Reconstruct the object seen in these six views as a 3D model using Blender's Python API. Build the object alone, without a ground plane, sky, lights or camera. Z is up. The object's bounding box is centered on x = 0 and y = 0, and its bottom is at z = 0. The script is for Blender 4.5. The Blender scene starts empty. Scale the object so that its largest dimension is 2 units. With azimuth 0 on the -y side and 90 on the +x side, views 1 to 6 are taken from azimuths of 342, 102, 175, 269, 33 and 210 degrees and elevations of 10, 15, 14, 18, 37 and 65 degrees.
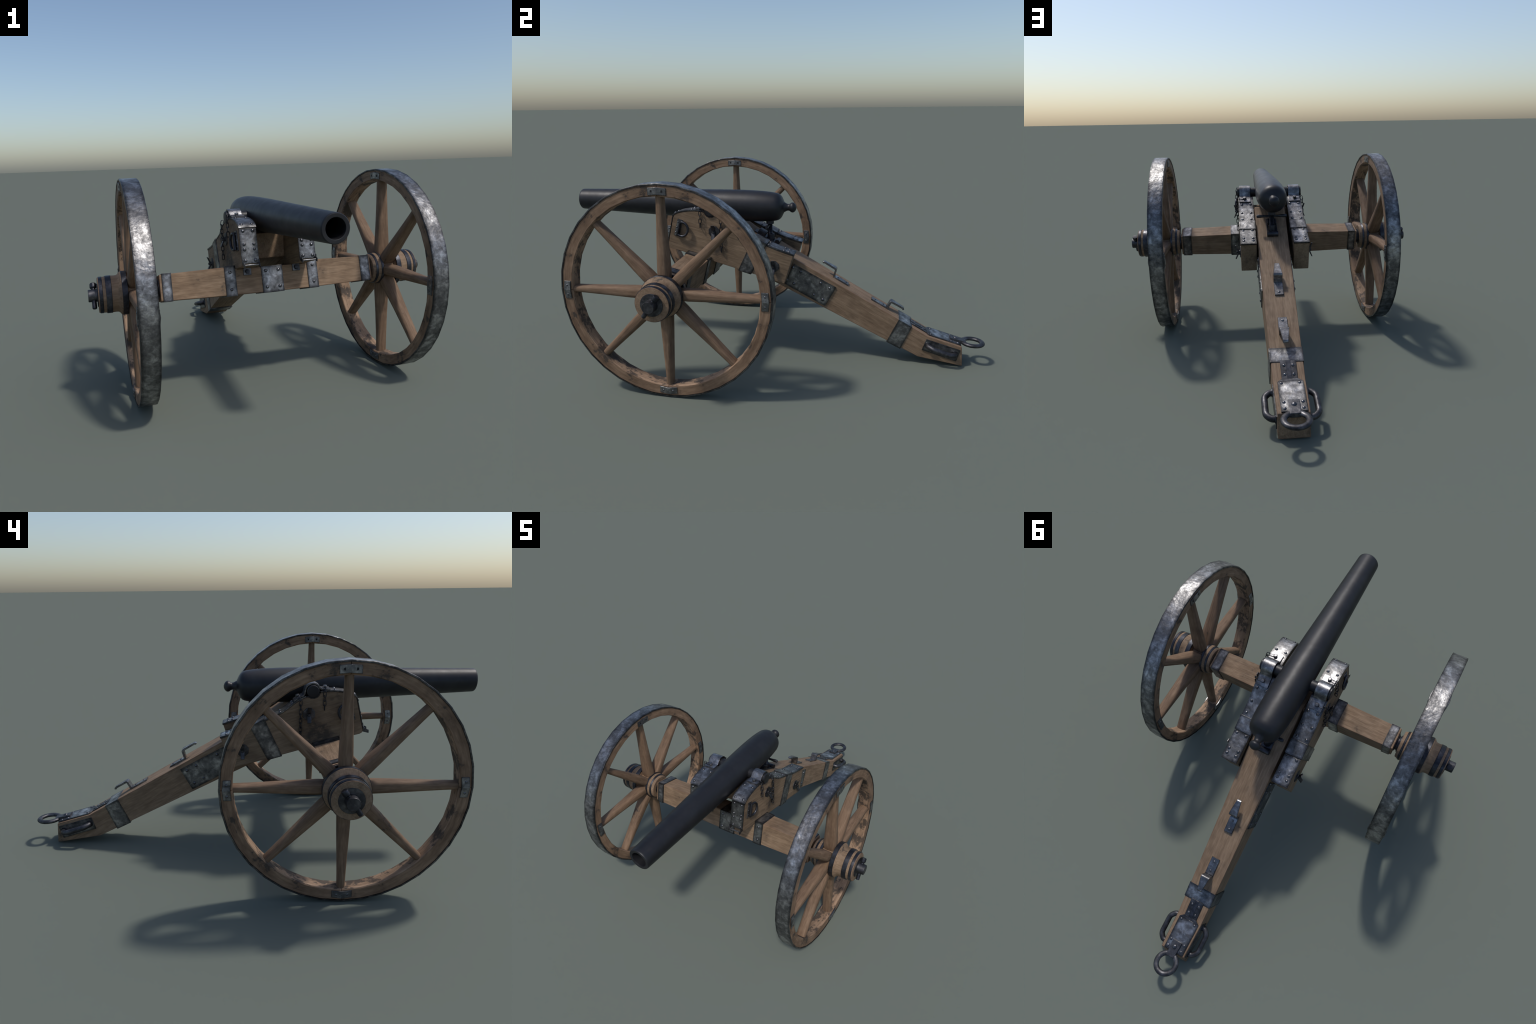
"""Horse-drawn muzzle-loading field gun on a two-wheeled wooden carriage."""
import bpy, bmesh, math, random
from mathutils import Vector, Matrix

random.seed(7)
V = Vector
PI = math.pi

# ------------------------------------------------------------------ frame
CX = 0.0075                 # middle plane of cheeks and axle
TX = 0.0130                 # middle plane of the trail
BX = 0.0080                 # barrel axis
AXY, AXZ = -0.3440, 0.4508  # wheel axis
WORLD = {}


# ------------------------------------------------------------------ nodes
class Nodes:
    def __init__(self, name):
        self.mat = bpy.data.materials.new(name)
        self.mat.use_nodes = True
        self.t = self.mat.node_tree
        self.t.nodes.clear()
        self.out = self.t.nodes.new("ShaderNodeOutputMaterial")
        self.bsdf = self.t.nodes.new("ShaderNodeBsdfPrincipled")
        self.t.links.new(self.bsdf.outputs[0], self.out.inputs[0])

    def set(self, sock, v):
        if isinstance(v, bpy.types.NodeSocket):
            self.t.links.new(v, sock)
        else:
            sock.default_value = v

    def node(self, kind, **kw):
        n = self.t.nodes.new(kind)
        for k, v in kw.items():
            if hasattr(n, k) and k not in n.inputs.keys():
                setattr(n, k, v)
            else:
                self.set(n.inputs[k], v)
        return n

    def math(self, op, a, b=0.0, c=None, clamp=False):
        n = self.t.nodes.new("ShaderNodeMath")
        n.operation = op
        n.use_clamp = clamp
        self.set(n.inputs[0], a)
        self.set(n.inputs[1], b)
        if c is not None:
            self.set(n.inputs[2], c)
        return n.outputs[0]

    def vmath(self, op, a, b=None):
        n = self.t.nodes.new("ShaderNodeVectorMath")
        n.operation = op
        self.set(n.inputs[0], a)
        if b is not None:
            self.set(n.inputs[1], b)
        return n.outputs["Value"] if op in ("DOT_PRODUCT", "LENGTH", "DISTANCE") else n.outputs[0]

    def noise(self, vec, scale, detail=4.0, rough=0.55, dist=0.0):
        n = self.t.nodes.new("ShaderNodeTexNoise")
        self.set(n.inputs["Vector"], vec)
        n.inputs["Scale"].default_value = scale
        n.inputs["Detail"].default_value = detail
        n.inputs["Roughness"].default_value = rough
        n.inputs["Distortion"].default_value = dist
        return n.outputs["Fac"]

    def scaled(self, vec, s):
        n = self.t.nodes.new("ShaderNodeMapping")
        self.set(n.inputs["Vector"], vec)
        n.inputs["Scale"].default_value = s
        return n.outputs[0]

    def ramp(self, fac, stops):
        n = self.t.nodes.new("ShaderNodeValToRGB")
        e = n.color_ramp.elements
        while len(e) < len(stops):
            e.new(0.5)
        for el, (p, c) in zip(e, stops):
            el.position = p
            el.color = (c, c, c, 1) if isinstance(c, (int, float)) else (*c, 1)
        self.set(n.inputs[0], fac)
        return n.outputs[0]

    def mix(self, fac, a, b, mode="MIX"):
        n = self.t.nodes.new("ShaderNodeMix")
        n.data_type = "RGBA"
        n.blend_type = mode
        self.set(n.inputs[0], fac)
        for i, v in ((6, a), (7, b)):
            self.set(n.inputs[i], v if isinstance(v, bpy.types.NodeSocket) else (*v, 1))
        return n.outputs[2]

    def edge(self, radius, gain):
        """1 on the hard edges of a piece, 0 on its faces."""
        b = self.t.nodes.new("ShaderNodeBevel")
        b.samples = 6
        b.inputs["Radius"].default_value = radius
        g = self.t.nodes.new("ShaderNodeNewGeometry")
        d = self.vmath("DOT_PRODUCT", b.outputs[0], g.outputs["Normal"])
        return self.math("MULTIPLY", self.math("SUBTRACT", 1.0, d), gain, clamp=True)

    def bump(self, h, strength, dist):
        n = self.t.nodes.new("ShaderNodeBump")
        n.inputs["Strength"].default_value = strength
        n.inputs["Distance"].default_value = dist
        self.set(n.inputs["Height"], h)
        self.t.links.new(n.outputs[0], self.bsdf.inputs["Normal"])


def coords(N, jitter=True):
    tc = N.t.nodes.new("ShaderNodeTexCoord")
    v = tc.outputs["Object"]
    if jitter:
        oi = N.t.nodes.new("ShaderNodeObjectInfo")
        r = N.math("MULTIPLY", oi.outputs["Random"], 13.0)
        c = N.t.nodes.new("ShaderNodeCombineXYZ")
        for i in range(3):
            N.set(c.inputs[i], r)
        v = N.vmath("ADD", v, c.outputs[0])
    return v


def ring_coords(N):
    """(axis, length round the rim, radius) for a wheel lying round local X."""
    tc = N.t.nodes.new("ShaderNodeTexCoord")
    s = N.t.nodes.new("ShaderNodeSeparateXYZ")
    N.set(s.inputs[0], tc.outputs["Object"])
    x, y, z = s.outputs
    ang = N.math("ARCTAN2", y, z)
    rad = N.math("SQRT", N.math("ADD", N.math("MULTIPLY", y, y), N.math("MULTIPLY", z, z)))
    c = N.t.nodes.new("ShaderNodeCombineXYZ")
    N.set(c.inputs[0], x)
    N.set(c.inputs[1], N.math("MULTIPLY", ang, 0.42))
    N.set(c.inputs[2], rad)
    return c.outputs[0]


def wood(name, dark, mid, light, red, dirt=0.5, dirt_scale=9.0, ring=False, grain=(70, 6.0, 70), soot=(0.034, 0.030, 0.027), inner=None, spots=(), soft=0.05):
    N = Nodes(name)
    v = ring_coords(N) if ring else coords(N)
    g1 = N.noise(N.scaled(v, grain), 1.0, 5.0, 0.60, 0.5)
    g2 = N.noise(N.scaled(v, tuple(3.4 * k for k in grain)), 1.0, 3.0, 0.6)
    blot = N.noise(v, 9.0, 4.0, 0.55)
    f = N.math("ADD", N.math("MULTIPLY", g1, 0.55), N.math("MULTIPLY", g2, 0.45))
    f = N.math("ADD", N.math("MULTIPLY", f, 0.74), N.math("MULTIPLY", blot, 0.26))
    col = N.ramp(f, [(0.32, dark), (0.49, mid), (0.68, light)])
    # reddish tint on the worn arrises
    e = N.edge(0.008, 7.0)
    en = N.math("MULTIPLY", e, N.ramp(N.noise(v, 30.0, 3.0), [(0.3, 0.20), (0.62, 0.85)]))
    col = N.mix(en, col, red)
    # soot and grime in broken patches: big islands, eaten up by a finer noise
    m1 = N.noise(v, dirt_scale, 3.0, 0.5, 0.4)
    m2 = N.noise(N.scaled(v, (1.0, 0.6, 1.0)), dirt_scale * 6.0, 6.0, 0.66, 0.2)
    m = N.math("ADD", N.math("MULTIPLY", m1, 0.55), N.math("MULTIPLY", m2, 0.45))
    if inner:                                  # mud and scorching kept inside the rim
        sp = N.t.nodes.new("ShaderNodeSeparateXYZ")
        N.set(sp.inputs[0], v)
        ins = N.math("LESS_THAN", sp.outputs[2], inner)
        m = N.math("ADD", m, N.math("MULTIPLY", ins, 0.065))
    lo = 0.64 - 0.13 * dirt
    for (py, pz, rad, gain) in spots:          # powder-blackened places, (y, z) in the piece's own frame
        raw = N.t.nodes.new("ShaderNodeTexCoord").outputs["Object"]
        q = N.t.nodes.new("ShaderNodeMapping")
        N.set(q.inputs["Vector"], raw)
        q.inputs["Location"].default_value = (0.0, -py, -pz)
        flat = N.vmath("MULTIPLY", q.outputs[0], (0.0, 1.0, 1.6))
        near = N.math("SUBTRACT", 1.0, N.math("DIVIDE", N.vmath("LENGTH", flat), rad), clamp=True)
        m = N.math("ADD", m, N.math("MULTIPLY", near, gain))
    mask = N.math("MULTIPLY", N.ramp(m, [(lo, 0.0), (lo + soft, 1.0)]), 0.78)
    haze = N.math("MULTIPLY", N.ramp(m1, [(0.46, 0.0), (0.68, 1.0)]), 0.42)
    if inner:
        col = N.mix(N.math("MULTIPLY", ins, N.ramp(g1, [(0.35, 0.15), (0.60, 0.60)])), col, (0.40, 0.268, 0.175))
    col = N.mix(haze, col, tuple(0.55 * k for k in dark))
    col = N.mix(mask, col, soot)
    N.set(N.bsdf.inputs["Base Color"], col)
    N.set(N.bsdf.inputs["Roughness"], N.ramp(f, [(0.3, 0.80), (0.7, 0.62)]))
    N.bsdf.inputs["Specular IOR Level"].default_value = 0.3
    h = N.math("SUBTRACT", f, N.math("MULTIPLY", mask, 0.35))
    N.bump(h, 0.5, 0.004)
    return N.mat


R_IN = 0.4000                # inner radius of the wooden rim


def iron(name, dark, mid, light, rough=(0.28, 0.52), scale=26.0, bump=0.5, metal=0.9, edge=0.9, warm=0.25,
         rim=0.009):
    N = Nodes(name)
    v = coords(N)
    a = N.noise(v, scale, 5.0, 0.62, 0.4)
    b = N.noise(v, scale * 3.1, 3.0, 0.6)
    c = N.noise(v, scale * 0.35, 2.0, 0.5)
    f = N.math("ADD", N.math("MULTIPLY", a, 0.58), N.math("MULTIPLY", b, 0.18))
    f = N.math("ADD", f, N.math("MULTIPLY", c, 0.24))
    col = N.ramp(f, [(0.35, dark), (0.50, mid), (0.66, light)])
    rust = N.ramp(N.noise(v, scale * 0.8, 5.0, 0.7), [(0.58, 0.0), (0.72, warm)])
    col = N.mix(rust, col, (0.060, 0.040, 0.030))
    if edge:
        col = N.mix(N.math("MULTIPLY", N.edge(rim, 12.0), edge), col, (0.010, 0.010, 0.012))  # near-black edge tint: baked occlusion shade painted round plate and tyre borders
    N.set(N.bsdf.inputs["Base Color"], col)
    N.bsdf.inputs["Metallic"].default_value = metal
    N.set(N.bsdf.inputs["Roughness"], N.ramp(f, [(0.36, rough[1]), (0.66, rough[0])]))
    if bump:
        N.bump(N.math("ADD", N.noise(v, scale * 1.1, 2.0, 0.45, 0.3), N.math("MULTIPLY", b, 0.30)), bump, 0.006)
    return N.mat


WOOD = wood("weathered_oak", (0.112, 0.072, 0.044), (0.215, 0.143, 0.089), (0.335, 0.236, 0.154),
            (0.150, 0.062, 0.041), 0.32, soft=0.09)
WOOD_SOOT = wood("sooty_oak", (0.105, 0.071, 0.044), (0.195, 0.135, 0.085), (0.300, 0.214, 0.138),
                 (0.120, 0.060, 0.038), 0.42, 7.0, soft=0.10,
                 spots=((-0.105, -0.072, 0.115, 0.17), (0.26, -0.045, 0.06, 0.06)))
WOOD_SPOKE = wood("red_brown_ash", (0.096, 0.058, 0.036), (0.174, 0.109, 0.067), (0.284, 0.187, 0.119),
                  (0.135, 0.072, 0.046), 0.10, grain=(60, 5.5, 60))
WOOD_RIM = wood("scorched_ash_rim", (0.100, 0.060, 0.036), (0.192, 0.120, 0.074), (0.325, 0.213, 0.135),
                (0.150, 0.080, 0.050), 0.62, 12.0, ring=True, grain=(50, 6.5, 50), inner=R_IN + 0.0008)
WOOD_HUB = wood("turned_elm", (0.115, 0.074, 0.045), (0.215, 0.143, 0.090), (0.320, 0.226, 0.150),
                (0.130, 0.060, 0.040), 0.35, grain=(7.0, 50, 50))
IRON = iron("forged_iron", (0.056, 0.056, 0.058), (0.170, 0.169, 0.171), (0.500, 0.498, 0.498), (0.32, 0.50), 26.0, 0.36,
            rim=0.020)
IRON_CLIP = iron("small_forged_iron", (0.060, 0.060, 0.064), (0.170, 0.170, 0.177), (0.450, 0.450, 0.458), (0.28, 0.46), 30.0, 0.25,
                 rim=0.0035)
IRON_TYRE = iron("scuffed_tyre_iron", (0.056, 0.056, 0.058), (0.166, 0.165, 0.168), (0.460, 0.458, 0.460),
                 (0.32, 0.50), 32.0, 0.40, rim=0.020)
IRON_MID = iron("dull_iron", (0.026, 0.026, 0.029), (0.066, 0.066, 0.072), (0.150, 0.149, 0.155),
                (0.38, 0.54), 30.0, 0.25, 0.85, 0.5, rim=0.004)
IRON_DARK = iron("blackened_iron", (0.020, 0.021, 0.026), (0.042, 0.044, 0.053), (0.095, 0.097, 0.110),
                 (0.32, 0.50), 30.0, 0.2, 0.8, 0.4, rim=0.004)
IRON_RIVET = iron("dark_rivet_iron", (0.050, 0.050, 0.055), (0.110, 0.110, 0.118), (0.230, 0.230, 0.240),
                  (0.26, 0.38), 60.0, 0.0, 0.9, 0.0)
IRON_BARREL = iron("blued_gun_iron", (0.0105, 0.0108, 0.0132), (0.0145, 0.0150, 0.0182), (0.0225, 0.0226, 0.0250),
                   (0.42, 0.50), 22.0, 0.0, 0.30, 0.0, 0.15)
HOLE = iron("bolt_hole_black", (0.004, 0.004, 0.004), (0.005, 0.005, 0.005), (0.006, 0.006, 0.006),
            (0.8, 0.9), 20.0, 0.0, 0.0, 0.0, 0.0)


# ------------------------------------------------------------------ meshes
def finish(bm, angle=38):
    bmesh.ops.remove_doubles(bm, verts=bm.verts, dist=1e-6)
    bmesh.ops.recalc_face_normals(bm, faces=bm.faces)
    me = bpy.data.meshes.new("mesh")
    bm.to_mesh(me)
    bm.free()
    for p in me.polygons:
        p.use_smooth = True
    me.set_sharp_from_angle(angle=math.radians(angle))
    return me


def bevel(bm, off, seg=2, min_angle=25):
    bmesh.ops.recalc_face_normals(bm, faces=bm.faces)
    edges = [e for e in bm.edges if len(e.link_faces) == 2 and
             e.calc_face_angle(0) > math.radians(min_angle)]
    bmesh.ops.bevel(bm, geom=edges, offset=off, offset_type="OFFSET", segments=seg, profile=0.5,
                    affect="EDGES", clamp_overlap=True)
    return bm


def prism(profile, x0, x1, off=0.0, seg=2, taper=None):
    """Extrude a closed (y, z) profile from x0 to x1."""
    bm = bmesh.new()
    a = [bm.verts.new((x0, y, z)) for y, z in profile]
    b = [bm.verts.new((x1, y, z)) for y, z in profile]
    n = len(profile)
    bm.faces.new(a)
    bm.faces.new(b[::-1])
    for i in range(n):
        bm.faces.new((a[i], b[i], b[(i + 1) % n], a[(i + 1) % n]))
    if off:
        bevel(bm, off, seg)
    return bm


def hexa(bottom, top, off=0.0, seg=2):
    """Solid with a bottom quad and a top quad."""
    bm = bmesh.new()
    a = [bm.verts.new(p) for p in bottom]
    b = [bm.verts.new(p) for p in top]
    bm.faces.new(a[::-1])
    bm.faces.new(b)
    for i in range(4):
        bm.faces.new((a[i], a[(i + 1) % 4], b[(i + 1) % 4], b[i]))
    if off:
        bevel(bm, off, seg)
    return bm


def box(sx, sy, sz, off=0.0, seg=2):
    h = [(-1, -1), (1, -1), (1, 1), (-1, 1)]
    return hexa([(sx * a / 2, sy * b / 2, -sz / 2) for a, b in h],
                [(sx * a / 2, sy * b / 2, sz / 2) for a, b in h], off, seg)


def lathe(profile, seg=48, phase=0.0, a0=0.0, a1=2 * PI, closed_profile=False):
    """Turn (x, r) points round the X axis."""
    bm = bmesh.new()
    full = abs(a1 - a0 - 2 * PI) < 1e-6
    cnt = seg if full else seg + 1
    rings = []
    for i in range(cnt):
        t = a0 + phase + (a1 - a0) * i / seg
        rings.append([bm.verts.new((x, r * math.sin(t), r * math.cos(t))) for x, r in profile])
    m = len(profile)
    for i in range(cnt if full else cnt - 1):
        A, B = rings[i], rings[(i + 1) % cnt]
        for j in range(m if closed_profile else m - 1):
            k = (j + 1) % m
            bm.faces.new((A[j], A[k], B[k], B[j]))
    if not full:
        bm.faces.new(rings[0])
        bm.faces.new(rings[-1][::-1])
    bmesh.ops.remove_doubles(bm, verts=bm.verts, dist=1e-7)
    return bm


def tube(path, radii, sides=12, closed=False, squash=1.0, up=None):
    """Sweep a circle along a list of points."""
    P = [V(p) for p in path]
    n = len(P)
    if not isinstance(radii, (list, tuple)):
        radii = [radii] * n
    T = []
    for i in range(n):
        if closed:
            t = P[(i + 1) % n] - P[i - 1]
        else:
            t = P[min(i + 1, n - 1)] - P[max(i - 1, 0)]
        T.append(t.normalized())
    ref = V(up) if up else (V((0, 0, 1)) if abs(T[0].z) < 0.9 else V((1, 0, 0)))
    nrm = (ref - T[0] * ref.dot(T[0])).normalized()
    bm = bmesh.new()
    rings = []
    for i in range(n):
        nrm = (nrm - T[i] * nrm.dot(T[i])).normalized()
        bi = T[i].cross(nrm)
        rings.append([bm.verts.new(P[i] + radii[i] * (math.cos(a) * nrm * squash + math.sin(a) * bi))
                      for a in (2 * PI * k / sides for k in range(sides))])
    for i in range(n if closed else n - 1):
        A, B = rings[i], rings[(i + 1) % n]
        for j in range(sides):
            bm.faces.new((A[j], A[(j + 1) % sides], B[(j + 1) % sides], B[j]))
    if not closed:
        bm.faces.new(rings[0][::-1])
        bm.faces.new(rings[-1])
    return bm


def fillet(points, radius, steps=4):
    """Round the inner corners of a polyline."""
    P = [V(p) for p in points]
    out = [P[0]]
    for a, b, c in zip(P, P[1:], P[2:]):
        u, w = (a - b), (c - b)
        r = min(radius, u.length * 0.45, w.length * 0.45)
        s, e = b + u.normalized() * r, b + w.normalized() * r
        for k in range(steps + 1):
            t = k / steps
            out.append(s * (1 - t) ** 2 + b * 2 * t * (1 - t) + e * t * t)
    out.append(P[-1])
    return out


def ribbon(path, thick, x0, x1, off=0.0012, seg=2):
    """Bent flat bar: the (y, z) path is its under side, thick grows to the left of the path."""
    P = [V((0, y, z)) for y, z in path]
    n = len(P)
    up = []
    for i in range(n):
        t = (P[min(i + 1, n - 1)] - P[max(i - 1, 0)]).normalized()
        if 0 < i < n - 1:
            c = (P[i] - P[i - 1]).normalized().dot(t)
        else:
            c = 1
        up.append(P[i] + V((0, -t.z, t.y)) * thick / max(c, 0.5))
    prof = [(p.y, p.z) for p in P] + [(p.y, p.z) for p in reversed(up)]
    return prism(prof, x0, x1, off, seg)


def merge(*bms):
    bm = bms[0]
    for o in bms[1:]:
        me = bpy.data.meshes.new("tmp")
        o.to_mesh(me)
        o.free()
        bm.from_mesh(me)
        bpy.data.meshes.remove(me)
    return bm


def frame(origin=(0, 0, 0), slope=0.0):
    """Frame whose local Y runs along y, tipped down by slope (radians)."""
    return Matrix.Translation(origin) @ Matrix.Rotation(-slope, 4, "X")


def aim(origin, normal, hint=(0, 1, 0)):
    """Frame with local Z along normal and local Y as near to hint as it can be."""
    z = V(normal).normalized()
    y = V(hint) - z * V(hint).dot(z)
    if y.length < 1e-4:
        y = V((0, 0, 1)) - z * z.z
    y.normalize()
    x = y.cross(z)
    m = Matrix((x, y, z)).transposed().to_4x4()
    m.translation = V(origin)
    return m


def put(name, mesh, mat, parent, M=Matrix.Identity(4), local=False, smooth=True):
    """Make an object. Unless local, the bmesh is in world space and is moved into the frame M."""
    if isinstance(mesh, bmesh.types.BMesh):
        if not local:
            bmesh.ops.transform(mesh, matrix=M.inverted(), verts=mesh.verts)
        mesh = finish(mesh)
        mesh.name = name
    if mesh is not None and mat is not None and not mesh.materials:
        mesh.materials.append(mat)
    o = bpy.data.objects.new(name, mesh)
    bpy.context.scene.collection.objects.link(o)
    if parent is not None:
        o.parent = parent
        o.matrix_basis = WORLD[parent].inverted() @ M
    else:
        o.matrix_basis = M
    WORLD[o] = M.copy()
    if mesh is not None and len(mesh.polygons) < 4000:
        w = o.modifiers.new("weighted", "WEIGHTED_NORMAL")
        w.keep_sharp = True
    return o


# shared small meshes (local Z up)
def rivet_mesh():
    r, h = 0.0070, 0.0042
    prof = [(-0.001, 0.0)] + [(-0.001, r), (0.0010, r)] + \
           [(0.0010 + h * math.sin(a) * 0.85, r * 0.93 * math.cos(a)) for a in (0.25, 0.6, 0.95, 1.3)] + \
           [(0.0010 + h * 0.86, 0.0)]
    bm = lathe(prof, 14)
    bmesh.ops.rotate(bm, verts=bm.verts, matrix=Matrix.Rotation(-PI / 2, 3, "Y"))
    me = finish(bm, 60)
    me.materials.append(IRON_RIVET)
    return me


RIVET = rivet_mesh()


def rivet(parent, pos, normal, s=1.0, name="rivet"):
    k = 1.0 + random.uniform(-0.08, 0.08)
    M = aim(pos, normal) @ Matrix.Rotation(random.uniform(0, 6), 4, "Z") @ Matrix.Scale(s * k, 4)
    return put(name, RIVET, None, parent, M)


# ------------------------------------------------------------------ the thing
gun = bpy.data.objects.new("field_cannon", None)
bpy.context.scene.collection.objects.link(gun)
gun.empty_display_size = 0.3
WORLD[gun] = Matrix.Identity(4)
gun["label"] = "antique black muzzle-loading cannon on two-wheeled wooden field carriage"
gun["category"] = "cannon"

# ================================================================== barrel
BZ0, BZ1 = 0.7330, 0.7192         # axis height at the muzzle face and at y = 0


def axis_z(y):
    return BZ1 + (BZ0 - BZ1) * (-y)


barrel_profile = [
    (0.1030, 0.0), (0.1025, 0.0060), (0.1000, 0.0130), (0.0955, 0.0190), (0.0900, 0.0232), (0.0845, 0.0243),
    (0.0790, 0.0230), (0.0740, 0.0197), (0.0700, 0.0170), (0.0655, 0.0158), (0.0605, 0.0163), (0.0560, 0.0180),
    (0.0515, 0.0205), (0.0480, 0.0225), (0.0450, 0.0240), (0.0420, 0.0290), (0.0385, 0.0365), (0.0335, 0.0470),
    (0.0280, 0.0545), (0.0210, 0.0605), (0.0120, 0.0645), (0.0000, 0.0672), (-0.0250, 0.0702), (-0.0600, 0.0727),
    (-0.1000, 0.0742), (-0.1500, 0.0748), (-0.2000, 0.0744), (-0.2600, 0.0732), (-0.3300, 0.0715),
    (-0.4200, 0.0690), (-0.5400, 0.0652), (-0.6600, 0.0614), (-0.7800, 0.0576), (-0.8900, 0.0542),
    (-0.9700, 0.0517), (-0.9920, 0.0510), (-0.9975, 0.0502), (-1.0000, 0.0480), (-1.0000, 0.0372),
    (-0.9990, 0.0358), (-0.9950, 0.0350), (-0.9000, 0.0350), (-0.7000, 0.0350), (-0.4500, 0.0350),
    (-0.3300, 0.0350), (-0.3200, 0.0250), (-0.3180, 0.0)]
bm = lathe([(y, r) for y, r in barrel_profile], 64)
for v in bm.verts:
    x, y, z = v.co
    v.co = (BX + y, x, axis_z(x) + z)
barrel = put("barrel", bm, IRON_BARREL, gun, frame((BX, -0.27, axis_z(-0.27)), 0.0125))
bm = lathe([(0, 0), (0, 0.0245), (0.055, 0.0245), (0.056, 0.0262), (0.0985, 0.0262), (0.1005, 0.0240),
            (0.1015, 0.0225), (0.1015, 0)], 32)
TRZ = 0.7190
for s in (1, -1):
    b2 = bm.copy()
    bmesh.ops.transform(b2, verts=b2.verts, matrix=Matrix.Translation((BX + s * 0.0650, -0.2735, TRZ)) @
                        Matrix.Diagonal((s, 1, 1, 1)))
    put("trunnion", b2, IRON_BARREL, barrel, frame((BX + s * 0.12, -0.2735, TRZ)))
bm.free()

# ================================================================== cheeks
SL = math.atan2(0.155, 0.556)                 # slope of the cheek's under side
ca, sa = math.cos(SL), math.sin(SL)
TH = 0.0365                                   # half thickness of a cheek
TOPL = [(-0.4535, 0.6910), (-0.4480, 0.6970), (-0.4360, 0.7035), (-0.4150, 0.7095), (-0.3850, 0.7145),
        (-0.3550, 0.7165), (-0.3250, 0.7160), (-0.3040, 0.7125)]
NOTCH = [(-0.2735 + 0.031 * math.cos(a), 0.719 + 0.031 * math.sin(a))
         for a in (PI + 0.3, PI + 0.6, PI + 0.95, PI + 1.4, PI + 1.85, PI + 2.25)]
TOPR = [(-0.2460, 0.6945), (-0.2200, 0.6825), (-0.1950, 0.6655), (-0.1700, 0.6455), (-0.1450, 0.6285),
        (-0.1180, 0.6150), (-0.0860, 0.6010), (-0.0450, 0.5800), (-0.0100, 0.5640), (0.0400, 0.5455),
        (0.1140, 0.5225)]
cheek_profile = ([(-0.4400, 0.5270), (-0.4740, 0.5350), (-0.4850, 0.5410), (-0.4870, 0.5500)] +
                 TOPL + NOTCH + TOPR + [(0.0730, 0.3880)])


def link_mesh():
    L, W, r = 0.0125, 0.0060, 0.00165
    pts = [(0, W * math.sin(a) * 1.0, (L - W) * (1 if math.cos(a) > 0 else -1) + W * math.cos(a))
           for a in (2 * PI * (k + 0.5) / 16 for k in range(16))]
    me = finish(tube(pts, r, 8, closed=True), 60)
    me.materials.append(IRON_DARK)
    return me


LINK = link_mesh()


def chain(parent, start, points_down, side):
    """Links from the key pin out over the edge and down the cheek's face."""
    P = [V(p) for p in points_down]
    # measured walk along the polyline
    pitch, d, out = 0.0190, 0.0, []
    seglen = [(b - a).length for a, b in zip(P, P[1:])]
    total = sum(seglen)
    k = 0
    while d + pitch <= total + 0.004:
        mid = d + pitch / 2
        i, acc = 0, 0.0
        while i < len(seglen) - 1 and acc + seglen[i] < mid:
            acc += seglen[i]
            i += 1
        t = (mid - acc) / seglen[i]
        p = P[i].lerp(P[i + 1], t)
        dr = (P[i + 1] - P[i]).normalized()
        out.append((p, dr, k))
        d += pitch
        k += 1
    for p, dr, k in out:
        # local Z along the chain, links alternate by a quarter turn
        M = aim(p, dr, (0, 1, 0)) @ Matrix.Rotation((k % 2) * PI / 2 * 0.9 + random.uniform(-0.25, 0.25), 4, "Z")
        put("chain_link", LINK, None, parent, M)


def hex_washer(off):
    bm = lathe([(0, 0), (0, 0.0280), (0.0030, 0.0275), (0.0045, 0.0245), (0.0040, 0.0)], 8, PI / 8)
    bmesh.ops.rotate(bm, verts=bm.verts, matrix=Matrix.Rotation(-PI / 2, 3, "Y"))
    return bm


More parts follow.
